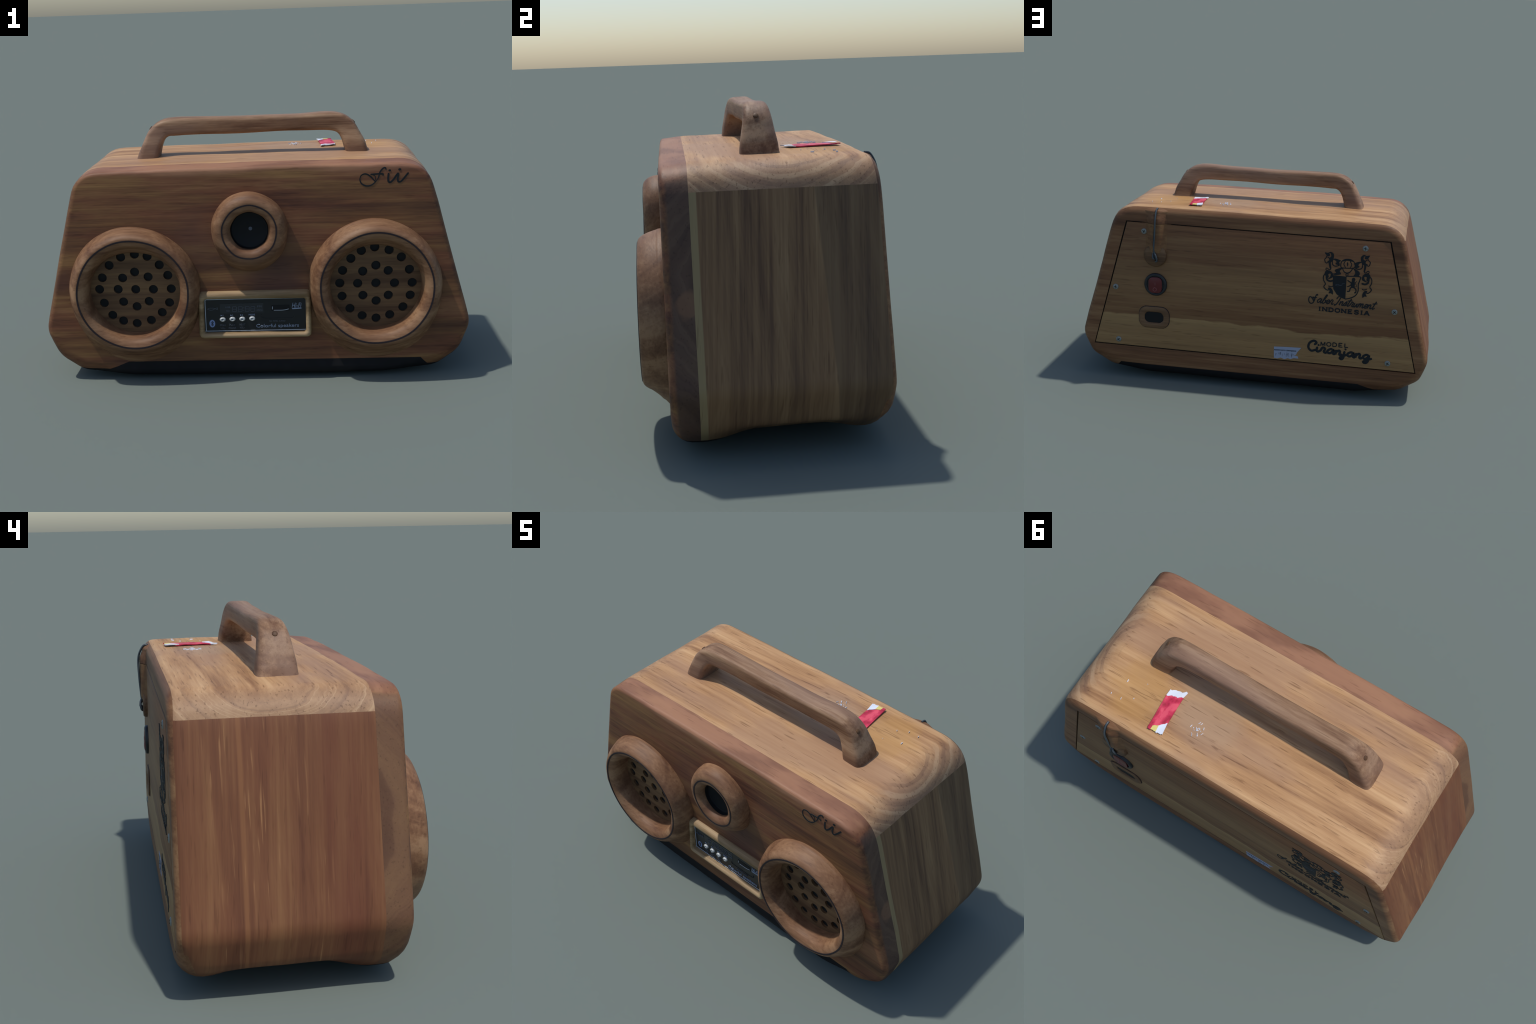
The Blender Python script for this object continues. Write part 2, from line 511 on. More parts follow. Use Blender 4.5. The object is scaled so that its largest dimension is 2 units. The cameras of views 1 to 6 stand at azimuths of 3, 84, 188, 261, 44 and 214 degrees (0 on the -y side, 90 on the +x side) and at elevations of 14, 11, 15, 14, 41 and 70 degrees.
def rounded(poly, spacing=0.012):
    pts, n = [], len(poly)
    for i, (x, z, r) in enumerate(poly):
        p = Vector((x, z))
        a = Vector(poly[i - 1][:2]) - p
        b = Vector(poly[(i + 1) % n][:2]) - p
        la, lb = a.length, b.length
        a.normalize(), b.normalize()
        half = math.acos(max(-1, min(1, a.dot(b)))) / 2
        d = min(r / math.tan(half), 0.48 * la, 0.48 * lb)
        s, e = p + a * d, p + b * d
        for k in range(9):
            t = k / 8
            pts.append(s * (1 - t) ** 2 + p * 2 * t * (1 - t) + e * t * t)
    out = []
    for i, p in enumerate(pts):
        q = pts[(i + 1) % len(pts)]
        k = max(1, int((q - p).length / 0.03))
        out += [p.lerp(q, j / k) for j in range(k)]
    return out


PROFILE = rounded(OUTLINE)
NP = len(PROFILE)


def sstep(a, b, x):
    t = max(0.0, min(1.0, (x - a) / (b - a)))
    return t * t * (3 - 2 * t)


def lerp_table(tab, x):
    for (a, u), (b, v) in zip(tab, tab[1:]):
        if x <= b:
            t = max(0, (x - a) / (b - a))
            t = t * t * (3 - 2 * t)
            return u + (v - u) * t
    return tab[-1][1]


def cabinet():
    normals = []
    for i, p in enumerate(PROFILE):
        d = PROFILE[(i + 1) % NP] - PROFILE[i - 1]
        normals.append(Vector((d.y, -d.x)).normalized())   # clockwise outline: this points inwards or outwards
    if normals[0].dot(-PROFILE[0]) > 0:
        normals = [-n for n in normals]
    crown = [(FRONT, 0.001), (-0.2, 0.010), (0.0, 0.013), (0.33, 0.013), (BACK, 0.011)]
    belly = [(FRONT, 0.0), (-0.25, -0.005), (-0.05, 0.032), (0.18, 0.036), (0.32, 0.012), (BACK, 0.010)]
    rows = []
    K = 7
    for k in range(K):
        rows.append(("f", math.pi / 2 * k / (K - 1)))
    M = 22
    for k in range(1, M):
        rows.append(("m", k / M))
    for k in range(K):
        rows.append(("b", math.pi / 2 * (1 - k / (K - 1))))
    verts = []
    for kind, t in rows:
        for p, n in zip(PROFILE, normals):
            low = 1 - sstep(0.06, 0.26, p.y)
            high = sstep(0.9, 1.0, p.y)
            bf = 0.028 - 0.010 * high + 0.042 * low
            bb = 0.034 + 0.008 * high + 0.06 * low
            inset = 0.0
            if kind == "f":
                y = FRONT + bf * (1 - math.cos(t))
                inset = bf * (1 - math.sin(t))
                y -= 0.016 * math.sin(2 * t) * low * (1 - sstep(0.62, 0.80, abs(p.x)))     # lip of the shadow-black bottom
            elif kind == "b":
                y = BACK - bb * (1 - math.cos(t))
                inset = bb * (1 - math.sin(t))
            else:
                y = (FRONT + bf) + t * (BACK - bb - FRONT - bf)
            q = p - n * inset
            z = q.y
            z -= 0.005 * sstep(0.3, 0.75, abs(p.x)) * sstep(0.95, 1.0, p.y)
            z += lerp_table(crown, y) * sstep(0.90, 1.0, p.y) + lerp_table(belly, y) * (1 - sstep(0.05, 0.14, p.y))
            w = noise.noise(Vector((q.x * 3.1, y * 4.0, z * 3.3))) * 0.004 + noise.noise(Vector((q.x * 11, y * 11, z * 11))) * 0.0015
            verts.append((q.x + n.x * w, y, z + n.y * w))
    R = len(rows)
    # grid ordering: rows x NP
    faces = grid_faces(R, NP, closed_cols=True)
    faces.append(tuple(range(NP)))
    faces.append(tuple((R - 1) * NP + i for i in range(NP))[::-1])
    return verts, faces


PANEL = [(0.736, 0.938), (-0.757, 0.934), (-0.937, 0.186), (0.930, 0.195)]
SPK = [(0.563, 0.457), (-0.562, 0.452)]
TWEET = (-0.014, 0.731)

V, F = cabinet()
body = add("cabinet", V, F, None)
cut = [cylinder_y(c[0], c[1], 0.222, FRONT - 0.05, -0.30) for c in SPK]
cut.append(cylinder_y(TWEET[0], TWEET[1], 0.095, FRONT - 0.05, -0.27))
cut.append(prism_y(PANEL, BACK - 0.014, BACK + 0.05))
cv, cf = merge(cut)
cutter = add("cutter", cv, cf, None)
me = boolean(body, cutter)
bm = bmesh.new()
bm.from_mesh(me)


def slice_(co, no):
    bmesh.ops.bisect_plane(bm, geom=list(bm.verts) + list(bm.edges) + list(bm.faces), plane_co=warp(co), plane_no=no, dist=1e-6)


slice_((0, -0.258, 0.5), (0.008, 1, 0))
slice_((0, 0, 0.934), (0, 0, 1))
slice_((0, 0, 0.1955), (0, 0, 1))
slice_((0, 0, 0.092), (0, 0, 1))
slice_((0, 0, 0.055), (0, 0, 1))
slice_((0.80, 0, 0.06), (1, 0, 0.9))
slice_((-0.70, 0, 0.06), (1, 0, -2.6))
bmesh.ops.triangulate(bm, faces=[f for f in bm.faces if len(f.verts) > 4])
bmesh.ops.recalc_face_normals(bm, faces=bm.faces)
bm.to_mesh(me)
bm.free()
smooth(me, 32)


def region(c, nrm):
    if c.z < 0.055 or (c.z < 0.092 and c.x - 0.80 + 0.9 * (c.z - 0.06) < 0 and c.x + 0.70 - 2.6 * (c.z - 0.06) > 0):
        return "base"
    if c.y < -0.258 - 0.008 * c.x:
        return "front_board"
    if nrm.y > 0.5 or (c.z < 0.1955 and nrm.y > 0.35):
        return "back_border"
    if c.z > 0.934:
        return "top_board"
    return "side_board" if c.x > 0 else "side_board.L"


groups = {}
corner = [Vector(n.vector) for n in me.corner_normals]
for p in me.polygons:
    groups.setdefault(region(p.center, p.normal), []).append(p.index)
mats = {"base": "base", "front_board": "front", "top_board": "top", "side_board": "right", "side_board.L": "left", "back_border": "strip"}
PART = {}
for key in sorted(groups):
    used, vv, ff, nn = {}, [], [], []
    for pi in groups[key]:
        p = me.polygons[pi]
        idx = []
        for li in p.loop_indices:
            vi = me.loops[li].vertex_index
            if vi not in used:
                used[vi] = len(vv)
                vv.append(me.vertices[vi].co.copy())
            idx.append(used[vi])
            nn.append(corner[li])
        ff.append(idx)
    pm = bpy.data.meshes.new(key.split(".")[0])
    pm.from_pydata(vv, [], ff)
    pm.polygons.foreach_set("use_smooth", [True] * len(pm.polygons))
    pm.normals_split_custom_set(nn)
    PART[key] = link(key.split(".")[0], pm, MAT[mats[key]])
bpy.data.objects.remove(body)
front_board = PART["front_board"]


# ------------------------------------------------------------------ turned rings, grilles
def lathe_y(cx, cz, profile, n=112, flare=None, tilt=0.0, wob=0.0, seed=0):
    """profile: (radius, y) from the outside foot round to the inside"""
    verts = []
    for i, (r, y) in enumerate(profile):
        for k in range(n):
            a = 2 * math.pi * k / n
            down = max(0.0, -math.sin(a))
            rr = r + (flare(i, down, a) if flare else 0.0)
            d = Vector((math.cos(a), math.sin(a), 0.3 * y))
            rr += wob * noise.noise(d * 1.7 + Vector((seed, 0, 0)))
            z = rr * math.sin(a)
            yy = y + (tilt * z if y < FRONT - 0.02 else 0.0)
            verts.append((cx + rr * math.cos(a), yy, cz + z))
    return verts, grid_faces(len(profile), n, closed_cols=True)


def fine(profile, n=4):
    return [(p.x, p.y) for p in catmull([(a, b, 0) for a, b in profile], n)]


for s, (cx, cz) in enumerate(SPK):
    prof = [(0.312, FRONT + 0.006), (0.310, -0.372), (0.304, -0.392), (0.296, -0.415), (0.287, -0.434), (0.277, -0.447), (0.267, -0.4535),
            (0.257, -0.454), (0.245, -0.451), (0.232, -0.443), (0.222, -0.430), (0.216, -0.412), (0.213, -0.39), (0.212, -0.35)]
    P = fine(prof)
    fl = lambda i, d, a: (0.055 * d ** 2 * max(0.0, 1 - i / 14.0) ** 1.5 - 0.012 * max(0.0, math.cos(a - 0.85)) ** 2 * max(0.0, 1 - i / 22.0)
                          - 0.030 * max(0.0, math.sin(a)) ** 2 * sstep(40, 52, i))
    v, f = lathe_y(cx, cz, P, flare=fl, tilt=0.012, wob=0.004, seed=s * 5)
    ring = add("speaker_ring", v, f, MAT["ring"], ROOT, 50)
    inlay = [(0.2622, -0.449), (0.2612, -0.4566), (0.2538, -0.4563), (0.2528, -0.449)]
    v, f = lathe_y(cx, cz, inlay, tilt=0.012, wob=0.004, seed=s * 5)
    add("inlay_ring", v, f, MAT["inlay"], ring)
    # grille plate with real holes
    v, f = cylinder_y(cx, cz, 0.218, -0.355, -0.338, 96)
    g = add("speaker_grille", v, f, None, ring)
    holes = [(0, 0)]
    rnd = random.Random(11 + s)
    for cnt, rad, ph in ((8, 0.084, 0.5), (16, 0.169, 0.5)):
        for i in range(cnt):
            a = 2 * math.pi * i / cnt + math.pi / 2 + rnd.uniform(-.03, .03)
            rr = rad + rnd.uniform(-.003, .003)
            holes.append((rr * math.cos(a), rr * math.sin(a)))
    cv, cf = merge([cylinder_y(cx + a, cz + b, 0.0215, -0.42, -0.31, 24) for a, b in holes])
    c = add("c", cv, cf, None)
    gm = boolean(g, c)
    smooth(gm, 30)
    gm.materials.clear()
    gm.materials.append(MAT["grille"])
    v, f = cylinder_y(cx, cz, 0.2215, -0.343, -0.301, 64)
    add("speaker_cone", v, f, MAT["cavity"], ring)

cx, cz = TWEET
prof = [(0.178, FRONT + 0.006), (0.177, -0.375), (0.173, -0.395), (0.164, -0.415), (0.150, -0.429), (0.136, -0.435), (0.124, -0.435),
        (0.112, -0.434), (0.100, -0.428), (0.091, -0.415), (0.087, -0.40), (0.086, -0.36), (0.086, -0.30)]
v, f = lathe_y(cx, cz, fine(prof), flare=lambda i, d, a: 0.03 * d ** 2 * max(0, 1 - i / 12) ** 1.5 - 0.008 * max(0.0, math.cos(a - 0.8)) ** 2 * max(0, 1 - i / 18), wob=0.003, seed=9)
ring = add("tweeter_ring", v, f, MAT["ring"], ROOT, 50)
v, f = lathe_y(cx, cz, [(0.128, -0.431), (0.1274, -0.4373), (0.1208, -0.4370), (0.1202, -0.431)], wob=0.003, seed=9)
add("inlay_ring", v, f, MAT["inlay"], ring)
v, f = lathe_y(cx, cz, fine([(0.0855, -0.40), (0.083, -0.38), (0.074, -0.376), (0.05, -0.369), (0.02, -0.366), (0.0005, -0.365)]))
add("tweeter_cone", v, f, MAT["cavity"], ring)
v, f = cylinder_y(cx + 0.003, cz + 0.003, 0.0085, -0.3685, -0.355, 20)
scr = add("screw", v, f, MAT["dim"], ring)

# ------------------------------------------------------------------ handle
# section: centre x, centre z, direction angle of the run (deg from +x), depth in y, thickness, y centre
HANDLE = [(-0.520, 0.985, 68, 0.160, 0.120, 0.014), (-0.511, 1.030, 68, 0.150, 0.106, 0.014), (-0.503, 1.055, 67, 0.146, 0.098, 0.014),
          (-0.487, 1.100, 65, 0.130, 0.090, 0.014), (-0.465, 1.138, 55, 0.118, 0.088, 0.015), (-0.428, 1.164, 30, 0.104, 0.086, 0.016),
          (-0.370, 1.170, 4, 0.098, 0.086, 0.017), (-0.25, 1.170, 0, 0.094, 0.082, 0.018), (0.0, 1.169, 0, 0.094, 0.080, 0.018),
          (0.22, 1.172, 0, 0.094, 0.080, 0.018), (0.350, 1.172, -4, 0.096, 0.086, 0.019), (0.412, 1.163, -30, 0.102, 0.092, 0.020),
          (0.450, 1.138, -56, 0.112, 0.094, 0.021), (0.472, 1.100, -64, 0.126, 0.096, 0.020), (0.490, 1.058, -66, 0.142, 0.106, 0.020),
          (0.497, 1.030, -66, 0.148, 0.110, 0.020), (0.505, 0.985, -66, 0.160, 0.122, 0.020)]
dense = []
for i in range(len(HANDLE) - 1):
    for k in range(4):
        t = k / 4
        P = [HANDLE[max(0, i - 1)], HANDLE[i], HANDLE[i + 1], HANDLE[min(len(HANDLE) - 1, i + 2)]]
        dense.append([0.5 * ((2 * b) + (c - a) * t + (2 * a - 5 * b + 4 * c - d) * t * t + (3 * b - a - 3 * c + d) * t ** 3) for a, b, c, d in zip(*P)])
dense.append(list(HANDLE[-1]))
NS = 36
verts = []
for x, z, ang, dy, th, yc in dense:
    a = math.radians(ang)
    up = Vector((-math.sin(a), math.cos(a)))
    for k in range(NS):
        q = 2 * math.pi * k / NS
        cq, sq = math.cos(q), math.sin(q)
        e = 0.43
        u = math.copysign(abs(cq) ** e, cq) * dy / 2
        w = math.copysign(abs(sq) ** e, sq) * th / 2
        w += noise.noise(Vector((x * 6, u * 8, w * 8))) * 0.003
        verts.append((x + up.x * w, yc + u, z + up.y * w))
fc = grid_faces(len(dense), NS, closed_cols=True)
fc += [tuple(range(NS)), tuple((len(dense) - 1) * NS + i for i in range(NS))]
handle = add("handle", verts, fc, MAT["handle"], ROOT, 60)
# wooden dowel plugs at the bends
for sx, xx, zz, tilt in ((-1, -0.499, 1.166, 50), (1, 0.4875, 1.166, 48)):
    n = 20
    v = []
    d = Vector((sx * math.sin(math.radians(tilt)), 0, math.cos(math.radians(tilt))))
    e1, e2 = Vector((0, 1, 0)), d.cross(Vector((0, 1, 0)))
    for lv, r in ((-0.02, 0.0105), (0.0015, 0.0105), (0.003, 0.008)):
        v += [Vector((xx, 0.014, zz)) + d * lv + (e1 * math.cos(2 * math.pi * i / n) + e2 * math.sin(2 * math.pi * i / n)) * r for i in range(n)]
    add("dowel_plug", v, grid_faces(3, n, True) + [tuple(range(2 * n, 3 * n))], MAT["insert"], handle)

# ------------------------------------------------------------------ lettering on the front
fp = Plate(-1, FRONT)
ink = Ink(fp)
th = lambda lo, hi: (lambda t: lo + (hi - lo) * math.sin(math.pi * t))
ink.stroke([(0.544, 0.966), (0.560, 0.958), (0.562, 0.944), (0.559, 0.935)], 0.004)
ink.stroke([(0.610, 0.986), (0.606, 0.995), (0.594, 0.990), (0.582, 0.974), (0.576, 0.952), (0.562, 0.932), (0.545, 0.918), (0.522, 0.914),
            (0.500, 0.925), (0.492, 0.944), (0.498, 0.962), (0.514, 0.969), (0.530, 0.964), (0.546, 0.951), (0.560, 0.934)], 0.0068, taper=lambda t: 0.7 + 0.5 * abs(math.sin(3 * math.pi * t)))
ink.stroke([(0.541, 0.966), (0.565, 0.967), (0.585, 0.967), (0.598, 0.966)], 0.0085)
ink.stroke([(0.597, 0.967), (0.596, 0.959)], 0.006)
ink.stroke([(0.621, 0.968), (0.619, 0.945), (0.621, 0.931), (0.630, 0.928), (0.645, 0.942), (0.655, 0.957), (0.665, 0.967), (0.662, 0.945), (0.664, 0.931),
            (0.674, 0.929), (0.688, 0.942), (0.709, 0.968)], 0.0095)
ink.dot(0.626, 0.982, 0.006, 0.0045)
ink.dot(0.671, 0.985, 0.0065, 0.005)
ink.make("lettering", MAT["ink"], front_board)

# ------------------------------------------------------------------ display panel
FX0, FX1, FZ0, FZ1 = -0.268, 0.262, 0.212, 0.436


def rect_loop(x0, x1, z0, z1, r, n=6):
    out = []
    for cx, cz, a0 in ((x1 - r, z1 - r, 0), (x0 + r, z1 - r, 90), (x0 + r, z0 + r, 180), (x1 - r, z0 + r, 270)):
        for k in range(n + 1):
            a = math.radians(a0 + 90 * k / n)
            out.append((cx + r * math.cos(a), cz + r * math.sin(a)))
    return out


steps = [(0.0, FRONT + 0.004, .022), (0.001, -0.3720, .022), (0.005, -0.3840, .02), (0.012, -0.3890, .018), (0.021, -0.3870, .014),
         (0.0255, -0.3800, .012), (0.027, -0.3660, .011)]
fv = []
for ins, y, r in steps:
    for x, z in rect_loop(FX0 + ins, FX1 - ins, FZ0 + ins, FZ1 - ins * 1.35, r, 8):
        wv = noise.noise(Vector((x * 14, z * 14, y * 30))) * 0.003
        fv.append((x + wv, y - (0.012 * (1 - (z - FZ0) / (FZ1 - FZ0)) if y < -0.37 else 0.0), z + wv))
nl = len(fv) // len(steps)
panel = add("panel_frame", fv, grid_faces(len(steps), nl, closed_cols=True), MAT["frame"], ROOT, 60)
sp = Plate(-1, -0.3730)
sv, sf = prism_y(rect_loop(-0.245, 0.243, 0.236, 0.408, 0.01), -0.3730, -0.36)
screen = add("screen", sv, sf, MAT["glass"], panel)
Ink(sp).stroke(rect_loop(-0.236, 0.236, 0.244, 0.399, 0.008, 3), 0.0036, n=2, closed=True).make("silver_border", MAT["silver"], screen)
Ink(sp, 0.001).fill([(-0.167, 0.329), (0.036, 0.332), (0.036, 0.379), (-0.167, 0.376)]).make("display_window", MAT["window"], screen)
dp = Plate(-1, -0.3740)
seg = Ink(dp, 0.0018)
for dx in (-0.098, -0.072, -0.039, -0.012):
    for a, b in (((-.008, .362), (.008, .362)), ((-.008, .350), (.008, .350)), ((-.009, .338), (.007, .338)), ((-.009, .361), (-.0095, .351)),
                 ((.0095, .361), (.009, .351)), ((-.0095, .349), (-.010, .339)), ((.009, .349), (.0085, .339))):
        seg.stroke([(dx + a[0], a[1]), (dx + b[0], b[1])], 0.0022)
seg.dot(-0.056, 0.356, 0.0015).dot(-0.056, 0.344, 0.0015)
seg.make("display_digit_segments", MAT["dim"], screen)
for t, x0, x1, z, h, mt in (("USB", -.142, -.118, .357, .008, "dim"), ("SD", -.138, -.122, .339, .008, "dim"), ("FM", .008, .028, .357, .009, "dim"),
                            ("MP3", .006, .032, .339, .008, "dim"), ("PREV", -.170, -.142, .2685, .0085, "dim"), ("VOL-", -.168, -.145, .2535, .008, "dim"),
                            ("PLAY", -.125, -.098, .2690, .0085, "dim"), ("PAUSE", -.129, -.094, .2540, .008, "dim"), ("NEXT", -.078, -.051, .2695, .0085, "dim"),
                            ("VOL+", -.077, -.052, .2545, .008, "dim"), ("MODE", -.033, -.004, .318, .0075, "print"), ("SD MMC CARD", .063, .138, .285, .0065, "dim"),
                            ("Hi-Fi", .170, .216, .352, .024, "print"), ("Colorful speakers", .001, .201, .258, .0165, "print")):
    text_mesh(t, dp, x0, x1, z, h, "lettering", MAT[mt], screen, shear=0.3 if t == "Hi-Fi" else 0.0)
sy = Ink(dp)
for k, x in enumerate((-0.158, -0.112, -0.066)):
    sy.fill([(x - .007, .317), (x, .3205), (x - .007, .324)])
    sy.stroke([(x + .004, .317), (x + .004, .324)], .0022)
sy.stroke([(0.172, .347), (0.214, .349)], .006)
sy.make("panel_symbols", MAT["print"], screen)
usb = Ink(dp)
usb.stroke([(-.226, .353), (-.215, .358), (-.198, .357), (-.190, .355), (-.178, .359)], .0022)
usb.stroke([(-.226, .353), (-.214, .348), (-.200, .349), (-.190, .355)], .0022)
usb.stroke([(-.180, .359), (-.179, .350), (-.187, .351)], .0022)
usb.make("usb_symbol", MAT["dim"], screen)
bt = Ink(sp, 0.0012)
bt.dot(-0.206, 0.281, 0.0135, 0.0185, 28)
o = bt.make("bluetooth_badge", MAT["lilac"], screen)
b2 = Ink(Plate(-1, -0.3746))
b2.stroke([(-.212, .274), (-.200, .287), (-.206, .293)], .0022, n=1).stroke([(-.206, .293), (-.206, .269)], .0022)
b2.stroke([(-.206, .269), (-.200, .275), (-.212, .288)], .0022, n=1)
b2.make("bluetooth_rune", MAT["glass"], o)
slot = Ink(dp)
slot.stroke([(.079, .359), (.079, .346)], .0028).stroke([(.086, .341), (.13, .341), (.155, .346)], .0026)
slot.make("usb_slot_edge", MAT["silver"], screen)
usv, usf = prism_y(rect_loop(.074, .16, .338, .366, .003), -0.3742, -0.3640)
add("usb_slot", usv, usf, MAT["cavity"], screen)
cd = Ink(dp)
cd.stroke([(.027, .318), (.030, .3035), (.10, .301), (.176, .303), (.176, .318)], .0018, n=2)
cd.make("card_slot_edge", MAT["window"], screen)
for bx, bz in ((-0.156, 0.301), (-0.110, 0.302), (-0.064, 0.302), (-0.017, 0.303)):
    pr = [(0.0142, -0.3710), (0.0142, -0.3770), (0.0125, -0.3820), (0.0075, -0.3835), (0.006, -0.3820), (0.0003, -0.3815)]
    v, f = lathe_y(bx, bz, pr, 28)
    v = [(x, y, bz + (z - bz) * 0.75) for x, y, z in v]
    b = add("button", v, f, MAT["chrome"], screen, 60)
    v, f = cylinder_y(bx - 0.001, bz + 0.001, 0.0045, -0.3825, -0.3740, 14)
    add("button_dimple", [(x, y, bz + (z - bz) * 0.6) for x, y, z in v], f, MAT["dim"], b)

# ------------------------------------------------------------------ back panel
g = 0.006
c = (sum(p[0] for p in PANEL) / 4, sum(p[1] for p in PANEL) / 4)
inner = [(x - math.copysign(g * 1.1, x), z - math.copysign(g, z - 0.56)) for x, z in PANEL]
v, f = prism_y(inner, BACK - 0.013, BACK + 0.0008)
back_panel = add("back_panel", v, f, MAT["back"])
md = back_panel.modifiers.new("b", "BEVEL")
md.width, md.segments = 0.0025, 2
dg = bpy.context.evaluated_depsgraph_get()
nm = bpy.data.meshes.new_from_object(back_panel.evaluated_get(dg))
back_panel.modifiers.clear()
back_panel.data = nm
smooth(nm, 50)
gap = Ink(Plate(1, BACK - 0.0125), 0.001)
for i in range(4):
    gap.stroke([PANEL[i], PANEL[(i + 1) % 4]], 0.016)  # black strip laid on the groove floor to draw its occlusion shadow
gap.make("panel_gap", MAT["cavity"], back_panel)

SURF = BACK + 0.0008
bp = Plate(1, SURF)


def em(px, py):
    """emblem sketch units (down the page) to the back face"""
    return (-0.521 - 0.0002665 * (px - 940) + 0.0000158 * (1110 - py), 0.587 - 0.000276 * (py - 1110) + 0.000021 * (px - 940))


W = 0.000266
ink = Ink(bp)


def st(pts, w, taper=None, closed=False):
    ink.stroke([em(*p) for p in pts], w * W, taper=taper, closed=closed)


def fl(pts, r=True):
    ink.fill([em(*p) for p in pts], round_=r)


# shield: dark half and outline half
ink.fill([em(*p) for p in [(700, 610), (980, 640), (950, 1115), (860, 1075), (770, 1005), (705, 900), (690, 760)]])
st([(975, 630), (1250, 640), (1255, 700), (1220, 800), (1215, 930), (1160, 1030), (1050, 1085), (945, 1105)], 26)
# rampant beast on the light half
fl([(1090, 680), (1130, 660), (1160, 690), (1145, 740), (1150, 800), (1130, 870), (1080, 860), (1060, 790), (1085, 740)])
for pts, w in (([(1080, 770), (1040, 745), (1000, 715)], 26), ([(1080, 800), (1040, 830), (995, 845)], 24), ([(1090, 850), (1050, 890), (1035, 940), (990, 945)], 30),
               ([(1125, 860), (1170, 910), (1165, 965), (1140, 975)], 30), ([(1140, 850), (1190, 840), (1160, 770), (1190, 735)], 12)):
    st(pts, w)
# helmet
st([(860, 400), (880, 330), (940, 290), (1005, 282), (1070, 292), (1130, 335), (1155, 405), (1130, 460), (1000, 465), (880, 455)], 24, closed=True)
st([(955, 320), (925, 380), (955, 450)], 20)
st([(1055, 325), (1085, 390), (1060, 455)], 20)
fl([(1000, 335), (1015, 380), (1000, 430), (988, 380)])
st([(895, 465), (925, 535), (990, 565), (1055, 540), (1105, 475)], 24)
st([(990, 565), (1010, 600), (985, 635), (965, 600)], 20, closed=True)
fl([(940, 285), (1005, 275), (1080, 295), (1110, 330), (1000, 310), (900, 325)])
# mantling either side of the helmet
fl([(740, 500), (870, 455), (900, 470), (840, 520), (860, 590), (740, 605), (690, 580), (760, 560)])
fl([(1120, 470), (1220, 520), (1250, 570), (1220, 630), (1125, 620), (1155, 580), (1150, 530)])
for fx in (lambda x: x, None):
    m = (lambda p: p) if fx else (lambda p: (1995 - p[0], p[1] + 62 + 0.0 * p[0]))
    # scroll with a beast's head, upper corner
    fl([m(p) for p in [(535, 145), (600, 150), (660, 130), (715, 170), (720, 240), (700, 290), (640, 300), (620, 260), (665, 225), (660, 170), (630, 155), (640, 205), (590, 215)]])
    st([m(p) for p in [(580, 205), (560, 250), (530, 285), (545, 345), (575, 360), (605, 330)]], 22)
    st([m(p) for p in [(590, 235), (640, 275), (620, 320), (590, 325)]], 22)
    fl([m(p) for p in [(610, 310), (690, 290), (700, 320), (655, 350), (665, 470), (640, 480), (610, 370)]])
    fl([m(p) for p in [(690, 285), (760, 270), (865, 310), (830, 340), (840, 400), (790, 395), (750, 375), (775, 340), (740, 300)]])
    st([m(p) for p in [(685, 320), (695, 390), (750, 425), (830, 410)]], 24)
    st([m(p) for p in [(640, 460), (650, 490), (615, 495), (590, 470), (560, 465), (555, 500), (590, 515)]], 20)
    # side scroll beside the shield
    fl([m(p) for p in [(530, 560), (570, 515), (640, 520), (690, 570), (700, 640), (640, 680), (590, 690), (640, 640), (650, 580), (600, 590), (610, 650), (560, 660)]])
    st([m(p) for p in [(560, 640), (580, 710), (640, 735), (700, 720)]], 42)
    st([m(p) for p in [(540, 570), (500, 640), (505, 720), (540, 790), (505, 845), (530, 890), (580, 920), (640, 900)]], 24)
    st([m(p) for p in [(600, 835), (660, 850), (695, 835)]], 22)
    fl([m(p) for p in [(590, 880), (640, 870), (690, 930), (690, 1010), (650, 985), (605, 985), (625, 930)]])
ink.make("emblem", MAT["ink"], back_panel)
ink2 = Ink(Plate(1, SURF + 0.0008))
ink2.stroke([em(*p) for p in [(845, 820), (800, 832), (745, 818), (790, 798), (840, 815), (880, 815), (890, 780), (940, 775)]], 0.0012)
ink2.make("emblem_line", MAT["dim"], back_panel)

